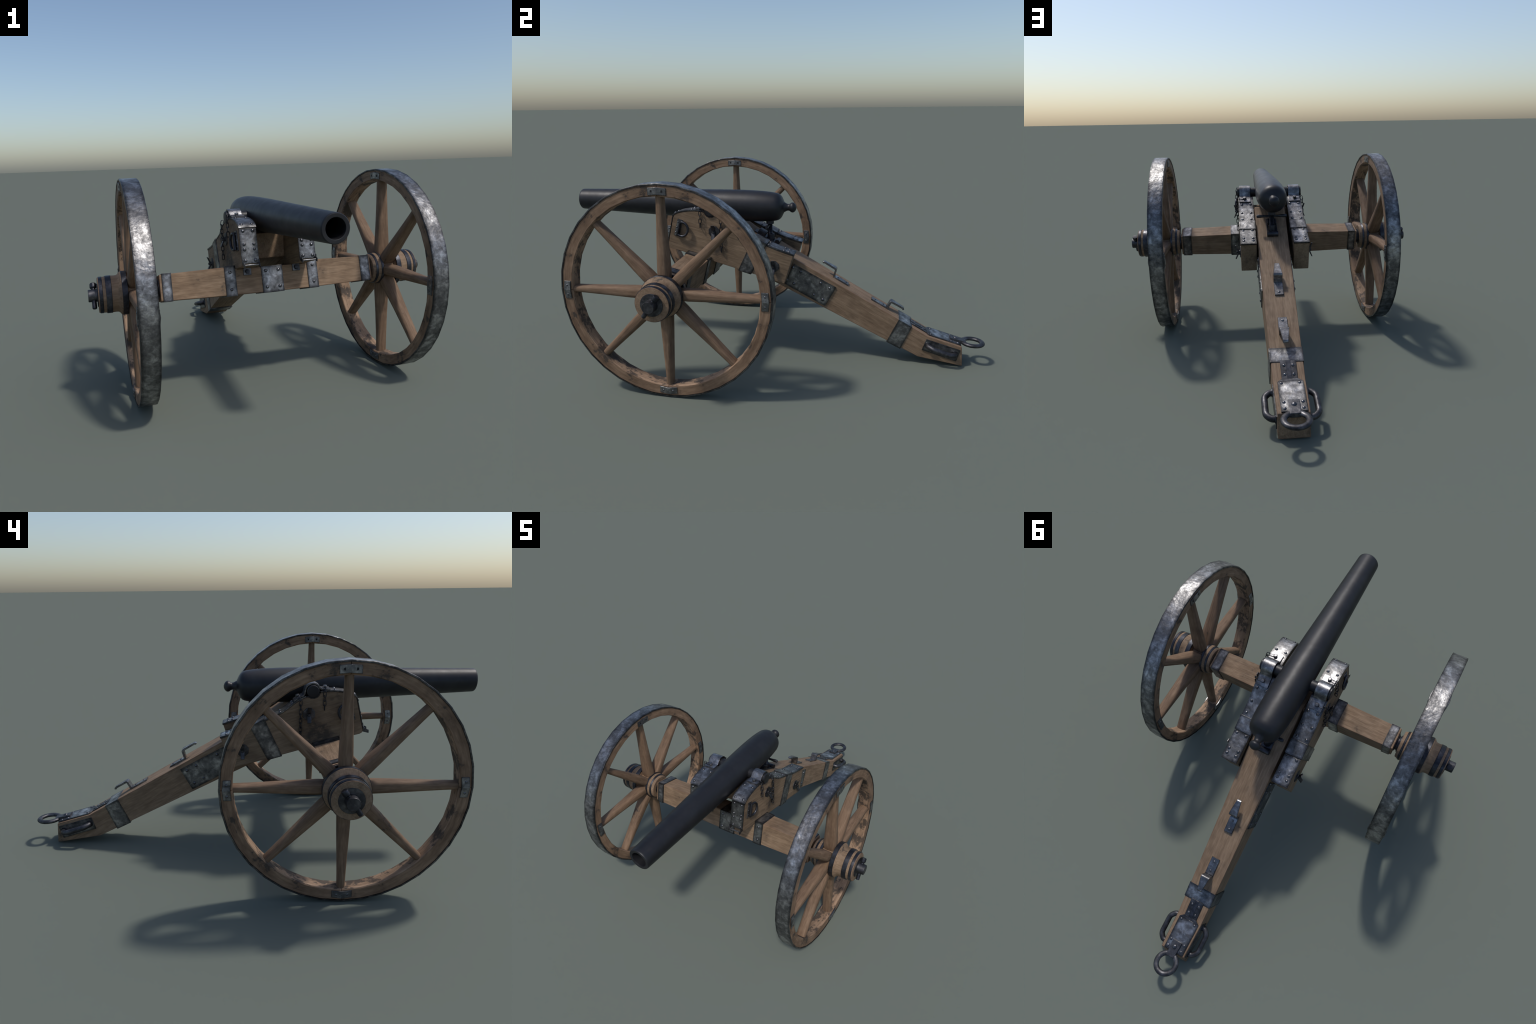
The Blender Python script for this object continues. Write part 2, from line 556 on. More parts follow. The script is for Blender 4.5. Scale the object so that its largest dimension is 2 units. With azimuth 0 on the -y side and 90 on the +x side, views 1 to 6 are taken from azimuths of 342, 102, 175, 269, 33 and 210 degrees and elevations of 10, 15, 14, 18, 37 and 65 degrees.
def cheek_side(s):
    xc = CX + s * 0.1235
    xo = xc + s * TH                           # outer face
    F = frame((xc, -0.2, 0.57), SL)
    body = prism(cheek_profile, xc - TH, xc + TH, 0.0035, 2)
    cheek = put("cheek", body, WOOD_SOOT, gun, F)
    w0, w1 = xc - TH - 0.0012, xc + TH + 0.0012

    # forward top plate, bent over the curved crest
    pl = [(-0.4548, 0.6880)] + TOPL
    front_top = ribbon(pl[::-1][0:0] + pl, 0.0065, w0, w1)
    put("crest_plate", front_top, IRON, cheek, F)
    # face plate on the breast of the cheek
    put("breast_plate", ribbon([(-0.4877, 0.5500), (-0.4562, 0.6870)], 0.0045, w0 + 0.002, w1 - 0.002),
        IRON, cheek, F)
    # trunnion bed
    bed = [NOTCH[0]] + NOTCH[1:] + [TOPR[0]]
    put("trunnion_bed", ribbon(bed, 0.0045, w0, w1), IRON_DARK, cheek, F)
    # rear top plate from the trunnion to the band
    put("crest_plate", ribbon(TOPR[:8], 0.0065, w0, w1), IRON, cheek, F)
    # tail plate
    put("tail_plate", ribbon(TOPR[8:10] + [(0.1165, 0.5217)], 0.0080, w0, w1), IRON, cheek, F)

    # iron band round the cheek
    o = 0.0065
    nb = V((0, -sa, -ca))
    top_a, top_b = V((0, -0.0745, 0.5970)), V((0, -0.0115, 0.5660))
    bot_a, bot_b = V((0, -0.1450, 0.4470)), V((0, -0.0830, 0.4300))
    tu = V((0, 0.42, 0.91)) * 0.0095
    bd = nb * 0.0055
    outer = [(w0 - 0.003, top_a + tu), (w1 + 0.003, top_a + tu), (w1 + 0.003, bot_a + bd), (w0 - 0.003, bot_a + bd)]
    outer2 = [(w0 - 0.003, top_b + tu), (w1 + 0.003, top_b + tu), (w1 + 0.003, bot_b + bd), (w0 - 0.003, bot_b + bd)]
    band = hexa([(x, p.y, p.z) for x, p in outer], [(x, p.y, p.z) for x, p in outer2], 0.003, 2)
    put("cheek_band", band, IRON, cheek, F)

    # rivets on the plates
    for y, z, ny, nz in ((-0.187, 0.6665, 0.62, 0.78), (-0.136, 0.6310, 0.50, 0.86), (-0.086, 0.6078, 0.45, 0.9),
                         (0.001, 0.5685, 0.35, 0.93), (0.071, 0.5445, 0.3, 0.95), (0.092, 0.5378, 0.3, 0.95),
                         (-0.366, 0.7223, 0.05, 1.0), (-0.447, 0.7045, -0.50, 0.86)):
        for k in (-1, 1):
            rivet(cheek, (xc + k * 0.0222, y, z), (0, ny, nz))
    for t in (0.93, 0.545, 0.40, 0.085):
        y, z = -0.4923 + t * 0.0315, 0.5512 + t * 0.137
        for k in (-1, 1):
            rivet(cheek, (xc + k * 0.0205, y, z), (0, -0.975, 0.223))

    # tool-hook at the foot of the breast plate: two eyes and a cross rod
    for k in (-1, 1):
        xk = xc + k * 0.0315
        put("hook_lug", prism([(-0.486, 0.556), (-0.486, 0.545), (-0.513, 0.538), (-0.513, 0.552), (-0.503, 0.556),
                               (-0.501, 0.568), (-0.497, 0.568), (-0.496, 0.557)],
                              xk - 0.0022, xk + 0.0022, 0.0006, 1), IRON_MID, cheek, F)
    put("hook_rod", tube([(xc - 0.034, -0.505, 0.5465), (xc + 0.034, -0.505, 0.5465)], 0.0036, 10),
        IRON_CLIP, cheek, frame((xc, -0.505, 0.5465)))

    # trunnion cap
    cy, cz, r = -0.2735, TRZ, 0.0285
    arc = [(cy + r * math.cos(a), cz + r * math.sin(a)) for a in
           (math.radians(k) for k in (158, 135, 112, 90, 68, 46, 24, 6))]
    path = [(-0.3450, 0.7232), (-0.3200, 0.7228), (-0.3080, 0.7232)] + arc + \
           [(-0.2420, 0.7070), (-0.2360, 0.6970), (-0.2200, 0.6905), (-0.1965, 0.6745)]
    x0, x1 = xc + s * 0.0035 - 0.0285, xc + s * 0.0035 + 0.0285
    cap = ribbon(path, 0.0065, x0, x1, 0.0012)
    put("trunnion_cap", cap, IRON_CLIP, cheek, frame((xc, cy, cz)))

    # key pins, wedges and the chains that keep them
    xk = xc + s * 0.0050
    for (y, z, n, drop, low) in ((-0.3255, 0.7290, V((0, 0, 1)), -0.3205, 0.628),
                                 (-0.2130, 0.6920, V((0, 0.45, 0.89)), -0.2215, 0.522)):
        pin = lathe([(-0.006, 0.0), (-0.006, 0.0058), (0.004, 0.0058), (0.0045, 0.0085), (0.0085, 0.0090),
                     (0.0110, 0.0075), (0.0122, 0.0)], 16)
        bmesh.ops.rotate(pin, verts=pin.verts, matrix=Matrix.Rotation(-PI / 2, 3, "Y"))
        M = aim((xk, y, z), n)
        put("key_pin", pin, IRON_CLIP, cheek, M, local=True)
        hz = z + 0.001
        xe = xo + s * 0.0085
        start = V((xk + s * 0.0085, y, hz))
        chain(cheek, start, [start, (xe - s * 0.004, (y + drop) / 2, hz - 0.002), (xe + s * 0.001, drop, hz - 0.018),
                             (xe - s * 0.002, drop - 0.001, low)], s)

    # two bolts with wing nuts on the outer face
    for (y, z, spin) in ((-0.2575, 0.6230, 0.0), (0.0230, 0.4700, 0.0)):
        M = aim((xo, y, z), (s, 0, 0), (0, 0, 1))
        put("bolt_washer", hex_washer(0), IRON_MID, cheek, M, local=True)
        boss = lathe([(0, 0), (0, 0.0095), (0.012, 0.0085), (0.014, 0.0060), (0.020, 0.0055), (0.0205, 0)], 12)
        bmesh.ops.rotate(boss, verts=boss.verts, matrix=Matrix.Rotation(-PI / 2, 3, "Y"))
        wings = []
        for k in (1, -1):
            w = hexa([(-0.0080, k * 0.002, 0.006), (0.0080, k * 0.002, 0.006), (0.0080, k * 0.004, 0.015),
                      (-0.0080, k * 0.004, 0.015)][::k],
                     [(-0.0085, k * 0.033, 0.0215), (0.0085, k * 0.033, 0.0215), (0.0085, k * 0.033, 0.0265),
                      (-0.0085, k * 0.033, 0.0265)][::k], 0.001, 1)
            wings.append(w)
        put("wing_nut", merge(boss, *wings), IRON_MID, cheek, M, local=True)

    # drawing ring on its plate
    M = aim((xo, -0.430, 0.6360), (s, 0, 0), (0, -sa * 0 + 0.27, 0.962))
    # local Y up the plate, local X along +-y depending on side
    fx = 1.0 if (M.to_3x3() @ V((1, 0, 0))).y > 0 else -1.0
    put("ring_plate", box(0.026, 0.082, 0.005, 0.001), IRON_CLIP, cheek, M @ Matrix.Translation((0, 0, 0.0015)), local=True)
    bar = tube([(fx * 0.004, -0.036, 0.0095), (fx * 0.004, 0.036, 0.0095)], 0.0062, 12)
    put("ring_hinge", bar, IRON_DARK, cheek, M, local=True)
    dpts = [(fx * 0.004, -0.029, 0.010), (fx * 0.018, -0.034, 0.011), (fx * 0.034, -0.031, 0.013),
            (fx * 0.047, -0.018, 0.014), (fx * 0.051, 0.0, 0.0145), (fx * 0.047, 0.018, 0.014),
            (fx * 0.034, 0.031, 0.013), (fx * 0.018, 0.034, 0.011), (fx * 0.004, 0.029, 0.010)]
    put("drawing_ring", tube(fillet(dpts, 0.01, 3), 0.0056, 12, up=(0, 0, 1)), IRON_DARK, cheek, M, local=True)
    for k in (-0.024, 0.0, 0.024):
        put("rivet", RIVET, None, cheek, M @ Matrix.Translation((-fx * 0.008, k, 0.004)) @ Matrix.Scale(0.55, 4))
    return cheek


for side in (1, -1):
    cheek_side(side)

# ================================================================== axle
AT = math.radians(14.6)                     # the beam is tipped like the cheeks
AF = frame((CX, AXY, 0.4525), AT)
XL, XR = -0.468 - CX, 0.478 - CX


def axle_h(x):                               # half height and half depth along the beam
    t = min(1.0, max(0.0, (abs(x) - 0.19) / 0.27))
    return 0.0595 - 0.0060 * t, 0.0550 - 0.0040 * t


def axle_box(xa, xb, grow, off, seg=2):
    h0, d0 = axle_h(xa)
    h1, d1 = axle_h(xb)
    h0, d0, h1, d1 = h0 + grow, d0 + grow, h1 + grow, d1 + grow
    return hexa([(xa, -d0, -h0), (xa, d0, -h0), (xa, d0, h0), (xa, -d0, h0)],
                [(xb, -d1, -h1), (xb, d1, -h1), (xb, d1, h1), (xb, -d1, h1)], off, seg)


# grain runs along the beam: local Y of the material frame must follow x
GR = Matrix.Rotation(PI / 2, 4, "Z")
SEAT = 0.0470                               # the middle of the beam is let down for the cheeks
stations = [(XL, None), (-0.19, None), (-0.157, None), (-0.150, SEAT), (0.150, SEAT), (0.157, None), (0.19, None), (XR, None)]
bm = bmesh.new()
rings = []
for x, top in stations:
    h, d = axle_h(x)
    t = h if top is None else top
    rings.append([bm.verts.new(p) for p in ((x, -d, -h), (x, d, -h), (x, d, t), (x, -d, t))])
bm.faces.new(rings[0][::-1])
bm.faces.new(rings[-1])
for A, B in zip(rings, rings[1:]):
    for i in range(4):
        bm.faces.new((A[i], A[(i + 1) % 4], B[(i + 1) % 4], B[i]))
bevel(bm, 0.0035, 2)
bmesh.ops.transform(bm, verts=bm.verts, matrix=AF)
axle = put("axle_beam", bm, WOOD, gun, AF @ GR)


def axle_part(name, bm, mat):
    bmesh.ops.transform(bm, verts=bm.verts, matrix=AF)
    return put(name, bm, mat, axle, AF)


for xa, xb in ((-0.427, -0.466), (0.4165, 0.4620)):
    axle_part("end_band", axle_box(min(xa, xb), max(xa, xb), 0.0035, 0.0012), IRON)
for xa, xb in ((0.1605, 0.2075), (-0.2075, -0.1605)):
    axle_part("axle_band", axle_box(xa, xb, 0.0040, 0.0015), IRON)
hm, dm = 0.0590 + 0.0042, 0.0545 + 0.0042
axle_part("middle_band", hexa([(-0.0480, -dm, -hm), (0.0465, -dm, -hm), (0.0465, dm, -hm), (-0.0480, dm, -hm)],
                              [(-0.0480, -dm, SEAT + 0.002), (0.0465, -dm, SEAT + 0.002), (0.0465, dm, SEAT + 0.002),
                               (-0.0480, dm, SEAT + 0.002)], 0.0015), IRON)
fn = AF.to_3x3() @ V((0, -1, 0))
for x in (-0.1845, 0.1845):
    for z in (0.036, -0.036):
        rivet(axle, AF @ V((x, -0.0585, z)), fn, 1.05)
for x in (-0.029, 0.0275):
    for z in (0.030, -0.040):
        rivet(axle, AF @ V((x, -0.0587, z)), fn, 1.05)
for s in (-1, 1):
    M = AF @ Matrix.Translation((s * 0.1095, -0.0555, 0.0330))
    put("nut_plate", box(0.034, 0.008, 0.031, 0.0015), IRON_MID, axle, M, local=True)
    bm = lathe([(0, 0), (0, 0.0105), (0.006, 0.0095), (0.007, 0.0)], 6)
    put("square_nut", bm, IRON_DARK, axle, aim(AF @ V((s * 0.1095, -0.0592, 0.0330)), fn) @
        Matrix.Rotation(-PI / 2, 4, "Y"), local=True)

# ================================================================== wheels
SEG = 36
R_T, R_F, R_I = 0.4508, 0.4442, R_IN


def spoke_mesh():
    bm = bmesh.new()
    rings = []
    stations = [(0.052, 0.0215, 0.0300, 0.0000), (0.072, 0.0235, 0.0315, 0.0), (0.100, 0.0248, 0.0310, 0.0005),
                (0.150, 0.0238, 0.0288, 0.001), (0.215, 0.0215, 0.0262, 0.001), (0.290, 0.0185, 0.0245, 0.001),
                (0.350, 0.0163, 0.0237, 0.001), (0.404, 0.0150, 0.0232, 0.001)]
    K = 24
    for i, (r, w, d, dx) in enumerate(stations):
        e = 2.0 / (3.6 - 1.1 * i / (len(stations) - 1))
        ring = []
        for k in range(K):
            a = 2 * PI * (k + 0.5) / K
            c, s_ = math.cos(a), math.sin(a)
            ring.append(bm.verts.new((math.copysign(abs(c) ** e, c) * w, r,
                                      math.copysign(abs(s_) ** e, s_) * d + dx)))
        rings.append(ring)
    for A, B in zip(rings, rings[1:]):
        for k in range(K):
            bm.faces.new((A[k], A[(k + 1) % K], B[(k + 1) % K], B[k]))
    bm.faces.new(rings[0][::-1])
    bm.faces.new(rings[-1])
    me = finish(bm, 50)
    me.materials.append(WOOD_SPOKE)
    return me


SPOKE = spoke_mesh()


def joint_plate_mesh():
    """Flat strap bent at the felloe joint; local X round the rim, Y outward, Z proud."""
    b = 0.0035
    pts = [(0, 0.0135), (0.038, 0.0135 - b), (0.038, -0.0150 - b), (0, -0.0150), (-0.038, -0.0150 - b), (-0.038, 0.0135 - b)]
    bm = bmesh.new()
    lo = [bm.verts.new((x, y, -0.001)) for x, y in pts]
    hi = [bm.verts.new((x, y, 0.0026 + (0.0045 if x == 0 else 0.0))) for x, y in pts]
    bm.faces.new(lo[::-1])
    bm.faces.new((hi[0], hi[3], hi[2], hi[1]))
    bm.faces.new((hi[0], hi[5], hi[4], hi[3]))
    for i in range(6):
        bm.faces.new((lo[i], lo[(i + 1) % 6], hi[(i + 1) % 6], hi[i]))
    me = finish(bevel(bm, 0.0007, 1), 12)
    me.materials.append(IRON_CLIP)
    return me


JOINT = joint_plate_mesh()


def wheel(s):
    M = Matrix.Translation((s * 0.5600, AXY, AXZ)) @ (Matrix.Identity(4) if s > 0 else Matrix.Rotation(PI, 4, "Z"))
    # local +X points away from the carriage on either side
    x0, x1 = -0.0315, 0.0325
    sect = [(x0, R_I + 0.004), (x0 + 0.004, R_I), (x1 - 0.004, R_I), (x1, R_I + 0.004), (x1, R_F - 0.0015),
            (x1 - 0.001, R_F - 0.0004), (x0 + 0.001, R_F - 0.0004), (x0, R_F - 0.0015)]
    arcs = []
    for q in range(4):
        g = 0.0022
        a = lathe(sect, SEG // 4, 0.0, q * PI / 2 + g, (q + 1) * PI / 2 - g, closed_profile=True)
        arcs.append(a)
    rim = merge(*arcs)
    rng = random.Random(3 if s > 0 else 5)
    for v in rim.verts:                      # hand-hewn unevenness of the inner edge
        r = math.hypot(v.co.y, v.co.z)
        if r < R_I + 0.006:
            k = 1 + rng.uniform(-0.0022, 0.0022)
            v.co.y *= k
            v.co.z *= k
    whl = put("wheel", rim, WOOD_RIM, gun, M, local=True)

    t0, t1 = x0 - 0.0025, x1 + 0.0022
    ty = lathe([(t0, R_F), (t0, R_T - 0.0016), (t0 + 0.0016, R_T), (t1 - 0.0016, R_T), (t1, R_T - 0.0016), (t1, R_F)],
               SEG, 0, closed_profile=True)
    put("tyre", ty, IRON_TYRE, whl, M, local=True)

    for k in range(8):
        A = M @ Matrix.Rotation(k * PI / 4, 4, "X") @ Matrix(((0, 0, 1, 0), (1, 0, 0, 0), (0, 1, 0, 0), (0, 0, 0, 1)))
        # local Y of the spoke = radial (z before turning), local Z = wheel axis
        A = M @ Matrix.Rotation(k * PI / 4, 4, "X") @ Matrix(((0, 0, 1, 0.0020), (-1, 0, 0, 0), (0, 1, 0, 0), (0, 0, 0, 1)))
        if A.to_3x3().determinant() < 0:
            A = M @ Matrix.Rotation(k * PI / 4, 4, "X") @ Matrix(((0, 0, 1, 0.0020), (1, 0, 0, 0), (0, 1, 0, 0), (0, 0, 0, 1)))
        put("spoke", SPOKE, None, whl, A)

    # iron straps over the felloe joints, both faces
    for q in range(4):
        for face, xf in ((1, x1 + 0.0003), (-1, x0 - 0.0003)):
            n = M.to_3x3() @ V((face, 0, 0))
            out = V((0, math.sin(q * PI / 2), math.cos(q * PI / 2)))
            c = M @ (V((xf, 0, 0)) + out * 0.4225)
            J = aim(c, n, M.to_3x3() @ out)
            put("joint_plate", JOINT, None, whl, J)
            for k in (-1, 1):
                if q == 0:
                    hole = lathe([(0, 0), (0, 0.0050), (0.0004, 0.0050), (0.0004, 0)], 12)
                    put("bolt_hole", hole, HOLE, whl, J @ Matrix.Translation((k * 0.0205, -0.0022, 0.0046)) @
                        Matrix.Rotation(-PI / 2, 4, "Y"), local=True)
                    continue
                rivet(whl, J @ V((k * 0.0205, -0.0022, 0.0034)), n, 0.75)

    # hub: one turned piece with iron hoops
    hub = lathe([(-0.073, 0.0), (-0.073, 0.0595), (-0.071, 0.0615), (-0.050, 0.0680), (-0.034, 0.0700),
                 (-0.028, 0.0680), (-0.026, 0.0600), (0.030, 0.0620), (0.034, 0.0800), (0.056, 0.0860),
                 (0.060, 0.0845), (0.066, 0.0765), (0.072, 0.0730), (0.082, 0.0725), (0.096, 0.0732), (0.140, 0.0700),
                 (0.1445, 0.0695), (0.1455, 0.0680), (0.1455, 0.0)], 40)
    put("hub", hub, WOOD_HUB, whl, M, local=True)
    for a, b, r0, r1 in ((0.034, 0.0555, 0.0872, 0.0880), (0.094, 0.1160, 0.0752, 0.0748), (0.1275, 0.1415, 0.0728, 0.0722),
                         (-0.036, -0.024, 0.0722, 0.0728), (-0.060, -0.050, 0.0672, 0.0700)):
        hp = lathe([(a, r0 - 0.012), (a, r0 - 0.0012), (a + 0.0015, r0), (b - 0.0015, r1), (b, r1 - 0.0012), (b, r1 - 0.012)],
                   40, closed_profile=True)
        put("hub_hoop", hp, IRON_DARK, whl, M, local=True)
    # axle arm: shoulder inside, washer, end and linchpin outside
    arm = lathe([(-0.100, 0.0), (-0.100, 0.0400), (-0.088, 0.0400), (-0.086, 0.0330), (-0.080, 0.0330), (-0.078, 0.0400),
                 (-0.070, 0.0400), (-0.070, 0.0)], 28)
    put("axle_shoulder", arm, IRON_DARK, whl, M, local=True)
    ws = lathe([(0.1450, 0.0), (0.1450, 0.0462), (0.1480, 0.0462), (0.1490, 0.0445), (0.1490, 0.0)], 32)
    put("hub_washer", ws, IRON_MID, whl, M, local=True)
    end = lathe([(0.148, 0.0), (0.148, 0.0260), (0.1525, 0.0248), (0.1800, 0.0246), (0.1825, 0.0232), (0.1825, 0.0)], 28)
    put("axle_end", end, IRON_MID, whl, M, local=True)
    # linchpin leans the same way on both wheels (world y)
    d = V((0, 0.030, 0.0435)).normalized()
    c = V((s * 0.7215, AXY, AXZ - 0.001))
    prof = [(-0.0545, 0.0), (-0.0545, 0.0075), (-0.052, 0.0092), (0.024, 0.0092), (0.030, 0.0085), (0.033, 0.0115),
            (0.036, 0.0132), (0.049, 0.0132), (0.0525, 0.0118), (0.0535, 0.0)]
    pm = lathe(prof, 16)
    bmesh.ops.rotate(pm, verts=pm.verts, matrix=Matrix.Rotation(-PI / 2, 3, "Y"))
    put("linchpin", pm, IRON_DARK, whl, aim(c, d, (1, 0, 0)), local=True)


for side in (1, -1):
    wheel(side)

# ================================================================== trail
TS = math.atan2(0.352, 0.635)


def half_w(y):
    return 0.0750 - 0.0190 * y


def top_z(y):
    if y > 0.735:
        return 0.1400 - (y - 0.735) * 0.043 / 0.155
    return min(0.1400 + (0.735 - y) * 0.5535, 0.6520)


def bot_z(y):
    if y > 0.695:
        return 0.0345 - (y - 0.695) * 0.0325 / 0.202
    return 0.0345 + (0.695 - y) * 0.4895


trail_outline = [(-0.314, 0.6460), (-0.175, 0.6520), (-0.11, top_z(-0.11)), (0.10, top_z(0.10)), (0.60, top_z(0.60)),
                 (0.735, 0.1400), (0.891, 0.0965), (0.8985, 0.0020), (0.695, 0.0345), (0.60, bot_z(0.60)), (0.10, bot_z(0.10)),
                 (-0.11, bot_z(-0.11)), (-0.317, 0.5365)]
bm = bmesh.new()
L = [bm.verts.new((TX - half_w(y), y, z)) for y, z in trail_outline]
Rr = [bm.verts.new((TX + half_w(y), y, z)) for y, z in trail_outline]
n = len(L)
bm.faces.new(L)
bm.faces.new(Rr[::-1])
for i in range(n):
    bm.faces.new((L[i], Rr[i], Rr[(i + 1) % n], L[(i + 1) % n]))
bevel(bm, 0.0035, 2, 20)
TF = frame((TX, 0.3, 0.32), TS)
trail = put("trail", bm, WOOD, gun, TF)

# filling block between the cheeks, beside the head of the trail
put("transom", prism([(-0.312, 0.5400), (-0.311, 0.6400), (-0.190, 0.6420), (-0.190, 0.4850)], CX - 0.0865, CX + 0.0865, 0.002),
    WOOD_SOOT, gun, frame((CX, -0.25, 0.58)) @ Matrix.Rotation(PI / 2, 4, "Z"))

# square band round the trail
g = 0.0035
ta, tb, ba, bb = (0.5985, 0.2125), (0.6605, 0.1795), (0.5490, 0.1030), (0.6155, 0.0710)


def band_ring(t, b):
    nt = V((0, math.sin(TS), math.cos(TS))) * g
    h0, h1 = half_w(t[0]) + g, half_w(b[0]) + g
    return [(TX - h0, t[0] + nt.y, t[1] + nt.z), (TX + h0, t[0] + nt.y, t[1] + nt.z),
            (TX + h1, b[0] - nt.y, b[1] - nt.z), (TX - h1, b[0] - nt.y, b[1] - nt.z)]


put("trail_band", hexa(band_ring(ta, ba), band_ring(tb, bb), 0.0022, 2), IRON, trail, TF)

# long iron plates on the flanks
for s in (1, -1):
    corners = [(0.1040, 0.4630), (0.3060, 0.3570), (0.2545, 0.2625), (0.0600, 0.3645)]
    inner = [(TX + s * (half_w(y) - 0.004), y, z) for y, z in corners]
    outer = [(TX + s * (half_w(y) + 0.0045), y, z) for y, z in corners]
    put("flank_plate", hexa(inner, outer, 0.0012, 2), IRON, trail, TF)
    for y, z in ((0.138, 0.4265), (0.101, 0.446), (0.2335, 0.3755), (0.2755, 0.3525), (0.201, 0.316), (0.244, 0.2935),
                 (0.105, 0.3665), (0.072, 0.384)):
        rivet(trail, (TX + s * (half_w(y) + 0.0045), y, z), (s, 0.02, 0))

# strip and towing plate on the tail
tn = V((0, math.sin(TS), math.cos(TS)))
ES = math.atan2(0.043, 0.155)
en = V((0, math.sin(ES), math.cos(ES)))


def on_top(y, lift=0.0):
    n_ = tn if y < 0.735 else en
    return V((0, y, top_z(y))) + n_ * lift


PX = 0.0105


def top_slab(pts, t, sink=0.004):
    """Plate lying on the trail: pts are (x, y) round its edge."""
    bm = bmesh.new()
    a = [bm.verts.new((x, on_top(y, -sink).y, on_top(y, -sink).z)) for x, y in pts]
    b = [bm.verts.new((x, on_top(y, t).y, on_top(y, t).z)) for x, y in pts]
    m = len(pts)
    bm.faces.new(a[::-1])
    bm.faces.new(b)
    for i in range(m):
        bm.faces.new((a[i], a[(i + 1) % m], b[(i + 1) % m], b[i]))
    return bevel(bm, 0.0009, 1)


put("strip_plate", top_slab([(PX - 0.031, 0.655), (PX + 0.031, 0.655), (PX + 0.030, 0.7300), (PX - 0.030, 0.7300)], 0.0045),
    IRON_MID, trail, TF)
put("strip_rib", top_slab([(PX - 0.009, 0.656), (PX + 0.009, 0.656), (PX + 0.009, 0.7290), (PX - 0.009, 0.7290)], 0.0062),
    IRON_DARK, trail, TF)
neck = hexa([(PX - 0.030, *on_top(0.7285, -0.003).yz), (PX + 0.030, *on_top(0.7285, -0.003).yz),
             (PX + 0.0470, *on_top(0.7420, -0.003).yz), (PX - 0.0480, *on_top(0.7420, -0.003).yz)],
            [(PX - 0.030, *on_top(0.7285, 0.0055).yz), (PX + 0.030, *on_top(0.7285, 0.0055).yz),
             (PX + 0.0470, *on_top(0.7420, 0.0055).yz), (PX - 0.0480, *on_top(0.7420, 0.0055).yz)], 0.0009, 1)
put("plate_neck", neck, IRON_MID, trail, TF)
put("towing_plate", top_slab([(PX - 0.0490, 0.7412), (PX + 0.0480, 0.7412), (PX + 0.0465, 0.8880), (PX - 0.0475, 0.8880)], 0.0055),
    IRON, trail, TF)
for x, y in ((-0.034, 0.7515), (0.034, 0.7515), (-0.034, 0.845), (0.034, 0.845), (-0.034, 0.874), (0.034, 0.874)):
    p = on_top(y, 0.0050)
    rivet(trail, (PX + x, p.y, p.z), en, 0.95)
for y in (0.676, 0.712):
    for x in (-0.017, 0.017):
        p = on_top(y, 0.0042)
        rivet(trail, (PX + x, p.y, p.z), tn, 0.95)

# towing eye: shank and ring
shank = hexa([(PX - 0.0225, 0.842, 0.109), (PX + 0.0225, 0.842, 0.109), (PX + 0.0195, 0.914, 0.091), (PX - 0.0195, 0.914, 0.091)],
             [(PX - 0.0225, 0.842, 0.1235), (PX + 0.0225, 0.842, 0.1235), (PX + 0.0195, 0.914, 0.1085), (PX - 0.0195, 0.914, 0.1085)],
             0.002, 2)
put("eye_shank", shank, IRON_MID, trail, TF)
rivet(trail, (PX, 0.868, 0.1170), en, 1.55, "bolt_head")
ring = [(PX + 0.0442 * math.sin(a), 0.9438 + 0.0442 * math.cos(a), 0.1000 - 0.03 * 0.0442 * math.cos(a))
        for a in (2 * PI * k / 40 for k in range(40))]
put("towing_eye", tube(ring, 0.0120, 16, closed=True, up=(0, 0, 1), squash=0.75), IRON_MID, trail, frame((PX, 0.9438, 0.100)))

# lifting handles on both flanks of the tail
for s in (1, -1):
    corners = [(0.7300, 0.1270), (0.8860, 0.0825), (0.8690, 0.0250), (0.7120, 0.0710)]
    inner = [(TX + s * (half_w(y) - 0.004), y, z) for y, z in corners]
    outer = [(TX + s * (half_w(y) + 0.0040), y, z) for y, z in corners]
    put("handle_plate", hexa(inner, outer, 0.001, 1), IRON, trail, TF)
    xa = TX + s * (half_w(0.8) - 0.002)
    xb = TX + s * (half_w(0.8) + 0.0365)
    p0, p1 = V((0, 0.7390, 0.0965)), V((0, 0.8620, 0.0610))
    m0, m1 = p0.lerp(p1, 0.10), p0.lerp(p1, 0.90)
    path = fillet([(xa, p0.y, p0.z), (xa + (xb - xa) * 0.5, p0.y, p0.z), (xb, m0.y + 0.008, m0.z - 0.002),
                   (xb, m1.y - 0.008, m1.z + 0.002), (xa + (xb - xa) * 0.5, p1.y, p1.z), (xa, p1.y, p1.z)], 0.012, 3)
    put("lifting_handle", tube(path, 0.0124, 14), IRON_MID, trail, frame((xb, 0.80, 0.075)))
    for p in (p0, p1):
        col = lathe([(0, 0), (0, 0.0165), (0.004, 0.0150), (0.005, 0.0)], 14)
        put("handle_collar", col, IRON_DARK, trail, aim((TX + s * (half_w(p.y) + 0.003), p.y, p.z), (s, 0, 0)) @
            Matrix.Rotation(-PI / 2, 4, "Y"), local=True)

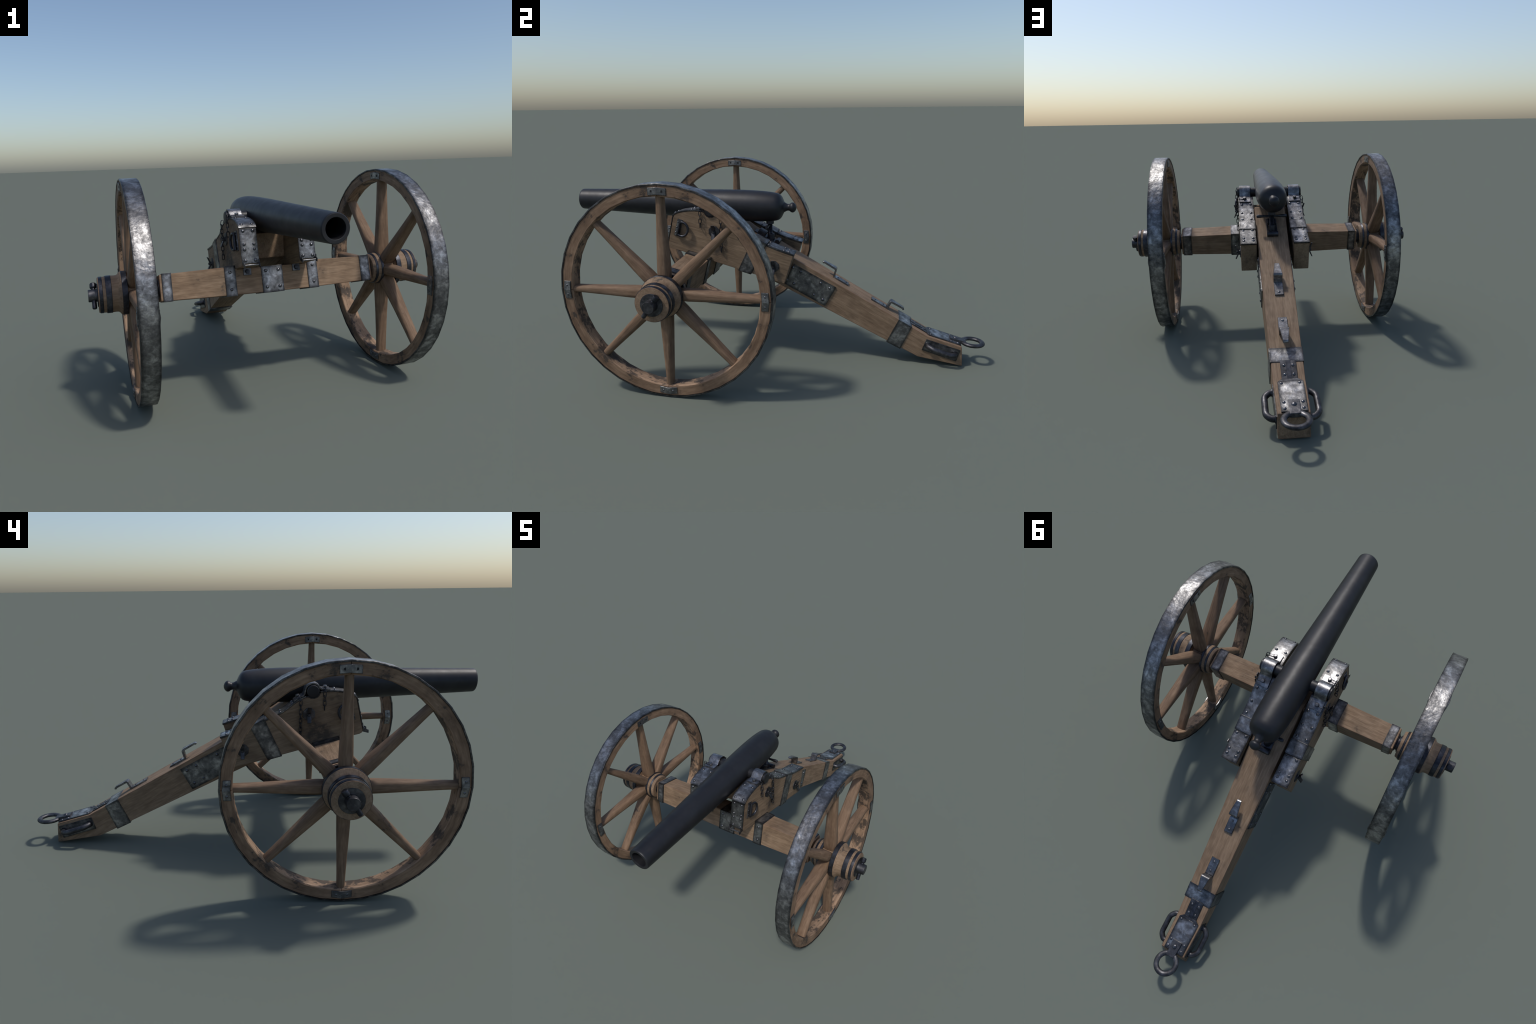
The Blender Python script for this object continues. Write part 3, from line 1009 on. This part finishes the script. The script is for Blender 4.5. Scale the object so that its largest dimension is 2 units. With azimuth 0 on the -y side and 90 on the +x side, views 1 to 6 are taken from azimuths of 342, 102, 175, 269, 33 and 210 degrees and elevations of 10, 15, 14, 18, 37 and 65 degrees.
# two bent rammer hooks on the trail's upper face
for foot, tip_dir, plate_end, lean in ((0.2870, -1, 0.3560, 0.0095), (0.5430, 1, 0.4680, -0.0020)):
    d = tip_dir
    a = on_top(foot)
    tdir = V((0, math.cos(TS), -math.sin(TS)))
    e = on_top(plate_end)
    top = a + tn * 0.0420 + tdir * d * lean
    tip = top + tdir * d * 0.066 - tn * 0.001
    lip = tip + tdir * d * 0.004 - tn * 0.006
    pts = [e, a, top, tip, lip]
    thick = 0.0085
    wid = [0.0190, 0.0192, 0.0200, 0.0105, 0.0100]
    # bent bar of varying width
    path = fillet(pts, 0.007, 3)
    cum = [0.0]
    for p, q in zip(path, path[1:]):
        cum.append(cum[-1] + (q - p).length)
    key = [0.0]
    for p, q in zip(pts, pts[1:]):
        key.append(key[-1] + (q - p).length)
    bm = bmesh.new()
    rings = []
    for i, p in enumerate(path):
        u = cum[i] / cum[-1] * key[-1]
        j = max(k for k in range(len(key) - 1) if key[k] <= u + 1e-9)
        f = (u - key[j]) / (key[j + 1] - key[j])
        w = wid[j] * (1 - f) + wid[j + 1] * f
        t = (path[min(i + 1, len(path) - 1)] - path[max(i - 1, 0)]).normalized()
        nn = V((0, -t.z, t.y)) * thick / 2
        if nn.dot(tn) < 0 and i == 0:
            flip = -1
        elif i == 0:
            flip = 1
        nn *= flip
        c = p + (tn * thick * 0.3 if i < 2 else V((0, 0, 0)))
        rings.append([bm.verts.new(V((TX + sx * w, c.y, c.z)) + nn * sn) for sx, sn in ((-1, -1), (1, -1), (1, 1), (-1, 1))])
    for A, B in zip(rings, rings[1:]):
        for k in range(4):
            bm.faces.new((A[k], A[(k + 1) % 4], B[(k + 1) % 4], B[k]))
    bm.faces.new(rings[0][::-1])
    bm.faces.new(rings[-1])
    bevel(bm, 0.0009, 1, 50)
    put("rammer_hook", bm, IRON_CLIP, trail, TF)
    for f in (0.2, 0.72):
        p = e.lerp(a, f) + tn * 0.0062
        rivet(trail, (TX, p.y, p.z), tn, 0.85)

# ================================================================== elevating gear
EX = 0.0125
base = top_slab([(EX - 0.0255, -0.098), (EX + 0.0255, -0.098), (EX + 0.0255, 0.010), (EX - 0.0255, 0.010)], 0.006)
gear = put("elevating_gear", base, IRON_DARK, gun, TF)
p = on_top(0.009, 0.011)
put("hinge_roll", tube([(EX - 0.0265, p.y, p.z), (EX + 0.0265, p.y, p.z)], 0.0132, 14), IRON_DARK, gear, frame((EX, p.y, p.z)))
blk = on_top(-0.066, 0.012)
put("bearing_block", box(0.046, 0.040, 0.026, 0.006, 2), IRON_DARK, gear, frame((EX, blk.y, blk.z), TS), local=True)
nutp = on_top(-0.024, 0.010)
put("screw_nut", lathe([(-0.012, 0), (-0.012, 0.0175), (0.016, 0.0175), (0.019, 0.0150), (0.019, 0)], 8), IRON_DARK, gear,
    frame((EX, nutp.y, nutp.z + 0.002), 0) @ Matrix.Rotation(-PI / 2, 4, "Y"), local=True)
scr = []
z0, z1 = nutp.z, 0.653
turns = 22
for i in range(turns * 2 + 1):
    scr.append((z0 + (z1 - z0) * i / (turns * 2), 0.0108 if i % 2 else 0.0122))
put("elevating_screw", lathe([(z0, 0.0)] + scr + [(z1, 0.0)], 20), IRON_DARK, gear,
    Matrix.Translation((EX, -0.024, 0)) @ Matrix.Rotation(-PI / 2, 4, "Y"), local=True)
put("screw_head", lathe([(0.638, 0.0), (0.638, 0.0185), (0.655, 0.0185), (0.657, 0.0165), (0.657, 0.0)], 18), IRON_DARK, gear,
    Matrix.Translation((EX, -0.024, 0)) @ Matrix.Rotation(-PI / 2, 4, "Y"), local=True)
hb = [(-0.0735, 0.0), (-0.0735, 0.0050), (-0.070, 0.0078), (-0.058, 0.0086), (-0.045, 0.0068), (-0.030, 0.0055), (0.030, 0.0055),
      (0.045, 0.0068), (0.058, 0.0086), (0.070, 0.0078), (0.0735, 0.0050), (0.0735, 0.0)]
put("screw_handle", lathe(hb, 14), IRON_DARK, gear, frame((EX + 0.0005, -0.0265, 0.6315)), local=True)
